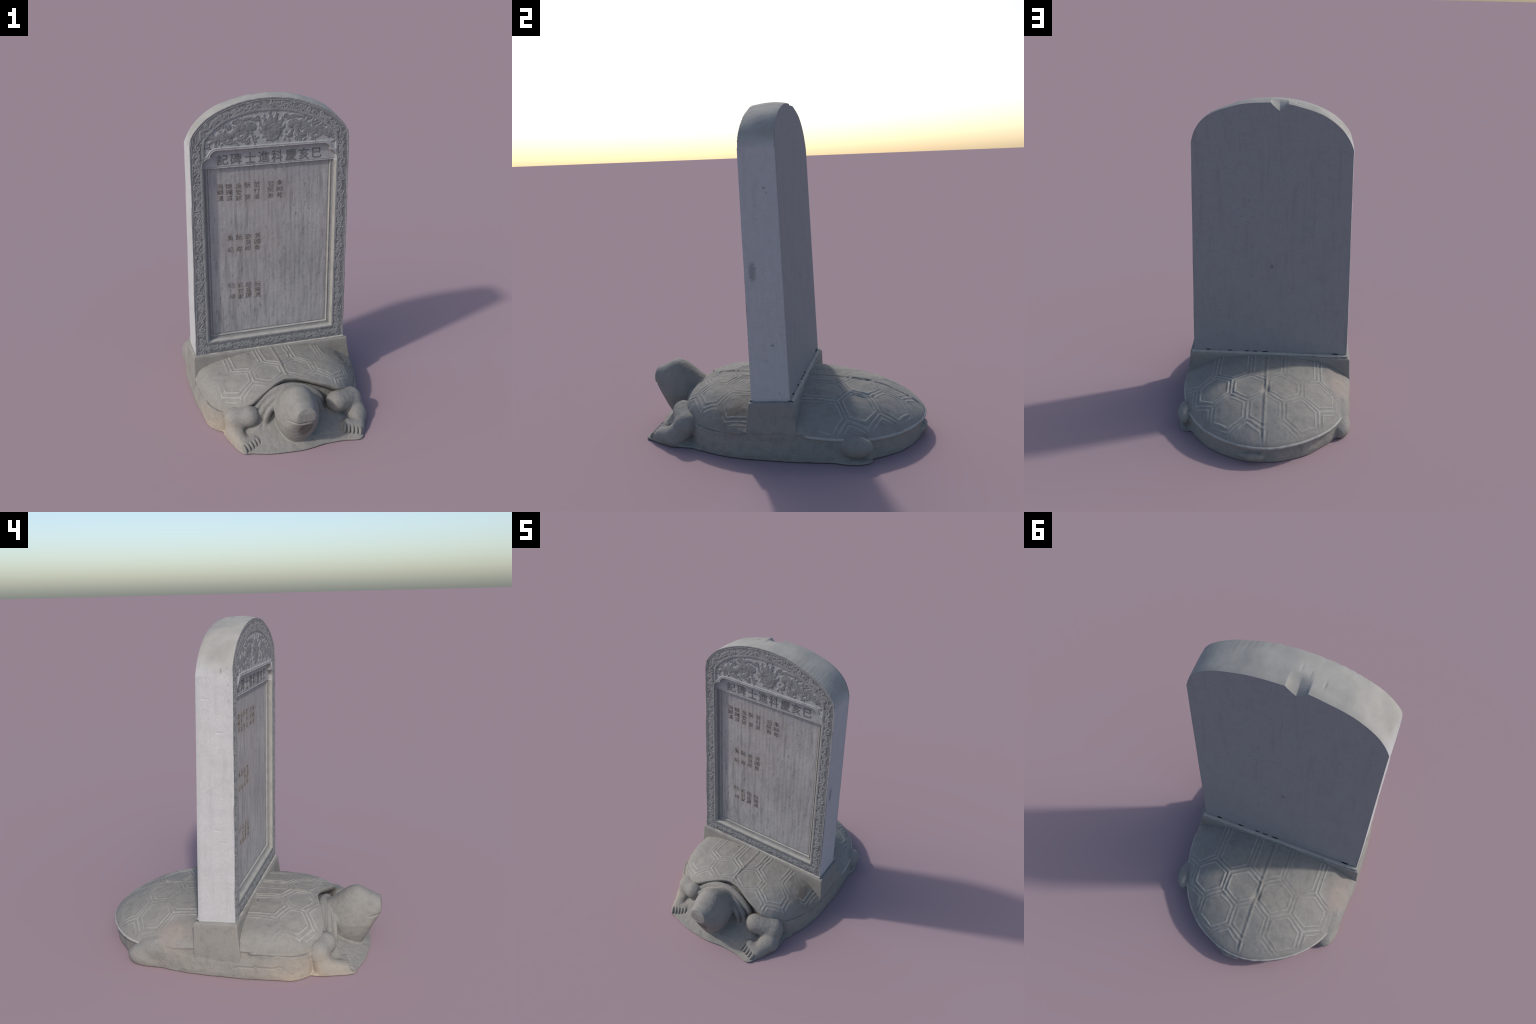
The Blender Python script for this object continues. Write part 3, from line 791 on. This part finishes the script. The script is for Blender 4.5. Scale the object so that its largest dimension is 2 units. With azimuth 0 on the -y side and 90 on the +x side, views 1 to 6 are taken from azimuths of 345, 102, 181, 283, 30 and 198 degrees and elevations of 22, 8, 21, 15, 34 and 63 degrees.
# apron: thin lip in front, climbing to the chest; ring folds round the armpits
rise = .012 + .05 * sstep(.0, .06, -da) * .35 + .52 * np.clip(-da - .05, 0, .25)
rise = np.minimum(rise, .14)
near = np.minimum(legL[:, :, 22], legR[:, :, 22])
fold = .010 * (np.exp(-((near - .030) / .007) ** 2) + np.exp(-((near - .052) / .007) ** 2)) * sstep(-.66, -.60, Y2) * sstep(.30, .24, np.abs(X2 + .03)) * sstep(.12, .16, np.abs(X2 + .03))
ap_top = (rise + fold + .002 * fbm(X2, Y2, X2 * 0, 22, 3)).astype(np.float32)
apron = np.maximum(da[:, :, None] + .25 * np.maximum(Z1 - .004, 0), (Z1 - ap_top[:, :, None]) * .85).astype(np.float32)

s = sub((-.36, -.64, -.03), (.30, -.40, .22)); x, y, z = coords(s)
apron[s] = smin(apron[s], ellipsoid(x, y, z, (-.038, -.525, .06), (.27, .092, .13)).astype(np.float32), .03)

# head: sections swept from neck to snout
hy = [-.90, -.875, -.855, -.825, -.79, -.755, -.715, -.675, -.635, -.60, -.565, -.53, -.48]
h_top = [.322, .331, .335, .344, .362, .382, .388, .375, .347, .318, .293, .272, .255]
h_bot = [.262, .238, .205, .150, .075, .015, -.03, -.05, -.06, -.06, -.05, -.03, 0]
h_wid = [.034, .055, .069, .087, .104, .118, .127, .130, .127, .120, .113, .108, .106]
s = sub((-.24, -.91, -.03), (.18, -.46, .43)); x, y, z = coords(s)
def soft(a, r=7):
    kern = np.exp(-np.linspace(-2, 2, 2 * r + 1) ** 2); kern /= kern.sum()
    return np.convolve(np.pad(a, r, mode="edge"), kern, mode="valid")
top_, bot_, wid_ = (soft(spline(gy[s[1]], hy, h))[None, :, None] for h in (h_top, h_bot, h_wid))
cz_ = (top_ + bot_) / 2; hh_ = (top_ - bot_) / 2
zr = np.clip((z - cz_) / hh_, -1.3, 1.3)
wloc = wid_ * (1 - .06 * zr) * np.interp(z, [0, .05, .11, .18, .26, .4], [.66, .76, .90, 1.0, 1.0, .95])
k = (np.abs((x + .035) / wloc) ** 2.15 + np.abs(zr) ** 2.3) ** (1 / 2.2)
head = (k - 1) * np.minimum(wid_, hh_) * .9
head = np.maximum(head, -.8705 - y + .25 * np.clip(z - .30, 0, 1))         # broken flat snout
# mouth slit curving back along both cheeks
zm = .238 - .10 * np.clip((y + .845), 0, 1) + .06 * np.clip(.05 - np.abs(x + .042), 0, 1) * 0
slit = np.exp(-((z - zm) / .0045) ** 2) * sstep(-.795, -.815, y)
head = head + .007 * slit
# hollow broken out of the chin
hole = ellipsoid(x, y, z, (-.03, -.858, .125), (.050, .030, .085))
head = np.maximum(head, -smin(hole, hole, .01))
# eye hollow / nostril nick
headF = blank(); headF[s] = head

# neck collar of three rolls under the shell
s = sub((-.30, -.66, -.03), (.24, -.40, .38)); x, y, z = coords(s)
col = None
for yc, a, b, r, lean in ((-.508, .208, .150, .026, .13), (-.546, .188, .138, .022, .17), (-.578, .164, .126, .018, .19)):
    rr = np.sqrt(((x + .038) / a) ** 2 + ((z - .11) / b) ** 2)
    q = np.hypot((rr - 1) * b, y - yc + lean * np.abs(x + .038) * .9 - .0 + .0 * z) - r
    col = q if col is None else smin(col, q, .003)
core = np.maximum((np.sqrt(((x + .038) / .182) ** 2 + ((z - .11) / .132) ** 2) - 1) * .12, -.560 - y + .18 * np.abs(x + .038))
col = smin(col, core, .01)
neckF = blank(); neckF[s] = col

# hind legs and tail
hindL = blank(); s = sub((-.62, .32, -.03), (-.34, .72, .20)); x, y, z = coords(s)
s2 = sub((-.60, .10, -.03), (-.40, .60, .22)); xa, ya, za = coords(s2)
torso[s2] = smin(torso[s2], ellipsoid(xa, ya, za, (-.478, .33, .085), (.070, .21, .095)).astype(np.float32), .02)
hindL[s] = smin(ellipsoid(x, y, z, (-.470, .512, .042), (.066, .094, .066)), ellipsoid(x, y, z, (-.495, .44, .02), (.042, .09, .05)), .03)
hindR = blank(); s = sub((.36, .24, -.03), (.62, .70, .24)); x, y, z = coords(s)
hr = ellipsoid(x, y, z, (.500, .468, .084), (.058, .100, .062))
pad = ellipsoid(x, y, z, (.490, .44, -.004), (.064, .13, .03))
hindR[s] = np.minimum(hr, pad)
tailF = blank(); s = sub((-.08, .76, -.03), (.22, .905, .15)); x, y, z = coords(s)
tailF[s] = smin(capsule(x, y, z, (.078, .840, .048), (.016, .846, .048), .028, .026), capsule(x, y, z, (.15, .822, .045), (.078, .840, .048), .012, .026), .01)

labels = ["torso", "base_slab", "foreleg", "foreleg", "head", "neck", "hindleg", "hindleg", "tail"]
parts = [torso, apron, legL, legR, headF, neckF, hindL, hindR, tailF]
blend = [None, .012, .010, .010, .012, .008, .020, .012, .007]
field = parts[0].copy()
for p, kk in zip(parts[1:], blend[1:]):
    m = (np.abs(field - p) < kk * 1.01) | (p < field)
    fm, pm = field[m], p[m]
    field[m] = smin(fm, pm, kk)
field = np.maximum(field, -(Z1 - .0005))                      # flat underside on the ground

def surface_nets(f):
    """quad surface of the zero level of a sampled field"""
    ins = f < 0
    nx, ny, nz = f.shape
    c = [ins[i:nx - 1 + i, j:ny - 1 + j, k:nz - 1 + k] for i in (0, 1) for j in (0, 1) for k in (0, 1)]
    cnt = np.zeros(c[0].shape, np.uint8)
    for a in c:
        cnt += a
    act = (cnt > 0) & (cnt < 8)
    ci, cj, ck = np.nonzero(act)
    idx = np.full(act.shape, -1, np.int32); idx[act] = np.arange(len(ci))
    pos = np.zeros((len(ci), 3)); w = np.zeros(len(ci))
    corner = [(i, j, k) for i in (0, 1) for j in (0, 1) for k in (0, 1)]
    val = [f[ci + i, cj + j, ck + k] for i, j, k in corner]
    for a in range(8):
        for b in range(a + 1, 8):
            dif = [abs(p - q) for p, q in zip(corner[a], corner[b])]
            if sum(dif) != 1:
                continue
            cross = (val[a] < 0) != (val[b] < 0)
            t = np.where(cross, val[a] / np.where(cross, val[a] - val[b], 1), 0)
            for ax_ in range(3):
                pos[:, ax_] += np.where(cross, corner[a][ax_] + t * (corner[b][ax_] - corner[a][ax_]), 0)
            w += cross
    pos /= w[:, None]
    P = np.column_stack([gx[0] + (ci + pos[:, 0]) * H, gy[0] + (cj + pos[:, 1]) * H, gz[0] + (ck + pos[:, 2]) * H])
    quads = []
    for ax_ in range(3):
        sl0 = [slice(1, -1)] * 3; sl1 = [slice(1, -1)] * 3
        sl0[ax_] = slice(0, -1); sl1[ax_] = slice(1, None)
        A, B = ins[tuple(sl0)], ins[tuple(sl1)]
        ch = A != B
        e = np.argwhere(ch)
        off = [1, 1, 1]; off[ax_] = 0
        e = e + off
        o1, o2 = [(1, 2), (2, 0), (0, 1)][ax_]
        def cell(d1, d2):
            q = e.copy(); q[:, o1] -= d1; q[:, o2] -= d2
            return idx[q[:, 0], q[:, 1], q[:, 2]]
        qd = np.column_stack([cell(1, 1), cell(0, 1), cell(0, 0), cell(1, 0)])
        fl = A[ch]
        qd = np.where(fl[:, None], qd, qd[:, ::-1])
        quads.append(qd)
    return P, np.vstack(quads)

BV, BF = surface_nets(field)
# relax the voxel steps, then add stone unevenness along the normals
def vertex_normals(P, Q):
    nrm = np.zeros_like(P)
    fn = np.cross(P[Q[:, 2]] - P[Q[:, 0]], P[Q[:, 3]] - P[Q[:, 1]])
    for k in range(4):
        for ax_ in range(3):
            nrm[:, ax_] += np.bincount(Q[:, k], fn[:, ax_], len(P))
    return nrm / np.maximum(np.linalg.norm(nrm, axis=1), 1e-12)[:, None]
deg = np.zeros(len(BV))
pairs = np.vstack([BF[:, [0, 1]], BF[:, [1, 2]], BF[:, [2, 3]], BF[:, [3, 0]]])
pairs = np.vstack([pairs, pairs[:, ::-1]])
deg = np.bincount(pairs[:, 0], minlength=len(BV))
def relax(P, lam):
    q = np.column_stack([np.bincount(pairs[:, 0], P[pairs[:, 1], a], len(P)) for a in range(3)]) / deg[:, None]
    return P + lam * (q - P)
flat = BV[:, 2] < H * .6
for lam in (.5, -.52, .5, -.52, .5, -.52):
    Pn = relax(BV, lam)
    Pn[flat, 2] = BV[flat, 2]; BV = Pn
nb = vertex_normals(BV, BF)
amp = (.0026 - .0018 * sstep(-.48, -.54, BV[:, 1])) * fbm(BV[:, 0], BV[:, 1], BV[:, 2], 11, 4) + .0009 * fbm(BV[:, 0], BV[:, 1], BV[:, 2], 70, 2)
# cracks in the lower left flank
crk = np.exp(-((BV[:, 2] - .075 - .012 * fbm(BV[:, 1], BV[:, 1] * 0, BV[:, 1] * 0, 30, 2)) / .004) ** 2) * sstep(-.06, -.10, BV[:, 1]) * sstep(-.38, -.30, BV[:, 1]) * (BV[:, 0] < -.4)
amp = amp - .006 * crk
BV = BV + nb * (amp * np.clip(BV[:, 2] / .02, 0, 1))[:, None]
BV[:, 2] = np.maximum(BV[:, 2], 0)
nb = vertex_normals(BV, BF)
cen = BV[BF].mean(1)
ii = [np.clip(((cen[:, a] - g[0]) / H + .5).astype(int), 0, len(g) - 1) for a, g in enumerate((gx, gy, gz))]
lab = np.argmin(np.stack([p[ii[0], ii[1], ii[2]] for p in parts]), 0)
made = {}
def body_piece(name, mask, mat):
    vv, ff, used = compact(BV, BF[mask])
    if len(ff) < 4:
        return None
    ob = make_mesh(name, vv, ff, mat)
    ob.data.normals_split_custom_set_from_vertices(nb[used].tolist())
    return ob
pieces = []
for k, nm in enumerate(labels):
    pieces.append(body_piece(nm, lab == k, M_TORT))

# claws: four on each forefoot
def claw_mesh():
    nu, nv = 20, 16
    a = np.linspace(0, 1, nu); b = np.linspace(0, 2 * np.pi, nv, endpoint=False)
    rad = np.sqrt(np.clip(1 - (2 * a - 1) ** 2, 0, 1)) * (1 - .35 * a)
    v = np.stack([rad[:, None] * np.cos(b), np.repeat((2 * a - 1)[:, None], nv, 1), rad[:, None] * np.sin(b) - .55 * a[:, None] ** 2], -1).reshape(-1, 3)
    i, j = np.meshgrid(np.arange(nu - 1), np.arange(nv), indexing="ij")
    f = np.stack([i * nv + j, i * nv + (j + 1) % nv, (i + 1) * nv + (j + 1) % nv, (i + 1) * nv + j], -1).reshape(-1, 4)
    return v, f
cv, cf = claw_mesh()
claw_data = None
for leg, inner, outer, fwd, nclaw in ((pieces[2], (-.284, -.702, .040), (-.374, -.730, .028), (.42, -.91), 5), (pieces[3], (.262, -.742, .056), (.352, -.772, .030), (-.36, -.93), 5)):
    for i in range(nclaw):
        t = i / (nclaw - 1)
        p = lerp(np.array(inner), np.array(outer), t)
        if claw_data is None:
            ob = make_mesh("claw", cv, cf, M_TORT, leg); claw_data = ob
        else:
            ob = claw_data.copy(); bpy.context.scene.collection.objects.link(ob); ob.parent = leg; ob.name = "claw"
        yaw = math.atan2(fwd[1], fwd[0]) - math.pi / 2 + rng.uniform(-.1, .1)
        ob.location = p; ob.rotation_euler = (-.45, 0, yaw)
        ob.scale = (.0135, .030, .018)

# ------------------------------------------------------------------ plinth that sockets the slab
def plinth():
    nu, nz_, = 120, 40
    per = []
    top_c = [(-.549, -.098), (.529, -.122), (.524, .142), (-.549, .164)]
    low_c = [(-.560, -.116), (.553, -.142), (.557, .152), (-.560, .168)]
    def loop(c, r, n=46):
        pts = []
        N = 4
        for i in range(4):
            p0, p1, p2 = np.array(c[i - 1]), np.array(c[i]), np.array(c[(i + 1) % 4])
            a = p1 + (p0 - p1) / np.linalg.norm(p0 - p1) * r; b = p1 + (p2 - p1) / np.linalg.norm(p2 - p1) * r
            for t in np.linspace(0, 1, 6):
                pts.append((1 - t) ** 2 * a + 2 * t * (1 - t) * p1 + t * t * b)
            q = np.array(c[(i + 1) % 4]); nx_ = q + (p1 - q) / np.linalg.norm(q - p1) * r
            L = np.linalg.norm(nx_ - b); m = max(2, int(L / .008))
            for t in np.linspace(0, 1, m + 2)[1:-1]:
                pts.append(lerp(b, nx_, t))
        return np.array(pts)
    # same count on every level because corner lists are interpolated
    lv = [(.04, -.6, 0), (.07, .1, 0), (.10, .6, 0), (.13, .8, 0), (.18, .7, 0), (.22, .4, 0), (.26, .2, 0), (.30, .02, 0), (.318, 0, 0), (.325, 0, .0035), (.3285, 0, .010), (.330, 0, .018)]
    base = loop([lerp(np.array(a), np.array(b), .5) for a, b in zip(top_c, low_c)], .010)
    ctr = base.mean(0)
    rows = []
    for z, t, ins in lv:
        c = np.array([lerp(np.array(a), np.array(b), t) for a, b in zip(top_c, low_c)])
        # bilinear warp from the middle corners to this level's corners
        mids = np.array([lerp(np.array(a), np.array(b), .5) for a, b in zip(top_c, low_c)])
        A = np.column_stack([mids, mids[:, 0] * mids[:, 1], np.ones(4)])
        M = np.linalg.solve(A, c)
        q = np.column_stack([base, base[:, 0] * base[:, 1], np.ones(len(base))]) @ M
        q = q + (np.array([-.01, .02]) - q) / np.array([.55, .14]) * np.array([ins, ins])
        n_ = .0022 * fbm(q[:, 0], q[:, 1], q[:, 0] * 0 + z, 12, 3)
        q = q * (1 + n_[:, None] * np.array([1.5, 5]))
        zz = z + (.002 * fbm(q[:, 0], q[:, 1], q[:, 0] * 0 + 3, 14, 2) if z > .3 else 0)
        zz = zz + .006 * np.where(z > .29, (q[:, 1] - .02) / .14 * (q[:, 0] / .5) * 1.0, 0)
        rows.append(np.column_stack([q, np.broadcast_to(zz, len(q))]))
    n = len(base)
    V_ = np.vstack(rows + [np.column_stack([lerp(rows[-1][:, :2], ctr, .5), rows[-1][:, 2] * 0 + .331])])
    f = []
    for k in range(len(rows)):
        a = k * n + np.arange(n); b = a + n
        f.append(np.column_stack([a, np.roll(a, -1), np.roll(b, -1), b]))
    return V_, np.vstack(f)
pv, pf = plinth()
make_mesh("plinth", pv, pf, M_TORT, ROOT, True, 50)

# mortar bead closing the joint between slab and plinth, with solid dark wedges in place of gaps at the back
def bead(name, p0, p1, r, mat, seed, nz=.35):
    n, m = 160, 10
    t = np.linspace(0, 1, n)
    ax_ = lerp(np.array(p0)[None, :], np.array(p1)[None, :], t[:, None])
    dirn = np.array(p1) - np.array(p0); dirn /= np.linalg.norm(dirn)
    side = np.cross(dirn, [0, 0, 1]); side /= np.linalg.norm(side)
    b = np.linspace(0, 2 * np.pi, m, endpoint=False)
    rad = r * (1 + nz * fbm(t * np.linalg.norm(np.array(p1) - p0), t * 0 + seed, t * 0, 30, 3))[:, None]
    v = ax_[:, None, :] + rad[..., None] * (np.cos(b)[None, :, None] * side * 1.25 + np.sin(b)[None, :, None] * np.array([0, 0, .75]))
    i, j = np.meshgrid(np.arange(n - 1), np.arange(m), indexing="ij")
    f = np.stack([i * m + j, i * m + (j + 1) % m, (i + 1) * m + (j + 1) % m, (i + 1) * m + j], -1).reshape(-1, 4)
    return make_mesh(name, v.reshape(-1, 3), f, mat)
zj = .331
bead("mortar", (-.535, back_y(-.535, zj) + .006, zj), (.51, back_y(.51, zj) + .006, zj + .001), .013, M_MORTAR, 1)
bead("mortar", (-.532, front_y(-.532, zj) + .004, zj - .003), (.505, front_y(.505, zj) + .004, zj - .004), .008, M_MORTAR, 2)
for xg, wg in ((.405, .016), (.255, .017), (.14, .014), (.085, .022), (-.45, .022), (.02, .02)):  # small solid wedges added on the joint, dark to imitate holes
    yb = back_y(xg, .337)
    c = np.array([(-1, 0, .1), (-.3, .2, .6), (.4, .1, .5), (1, 0, 0), (.3, .4, -.5), (-.5, .5, -.4)])
    n_ = len(c)
    vv = np.vstack([c * (wg, .003, .006) + (xg, yb + .004, .341), c * (wg, .001, .006) + (xg, yb - .012, .341), [(xg, yb + .006, .341)]])
    ff = [[i, (i + 1) % n_, n_ + (i + 1) % n_, n_ + i] for i in range(n_)]
    tri_ = [[i, (i + 1) % n_, 2 * n_, 2 * n_] for i in range(n_)]
    me = bpy.data.meshes.new("dark_wedge")
    me.from_pydata(vv.tolist(), [], ff + [t_[:3] for t_ in tri_]); me.materials.append(M_WEDGE)
    ob = bpy.data.objects.new("dark_wedge", me); bpy.context.scene.collection.objects.link(ob); ob.parent = ROOT
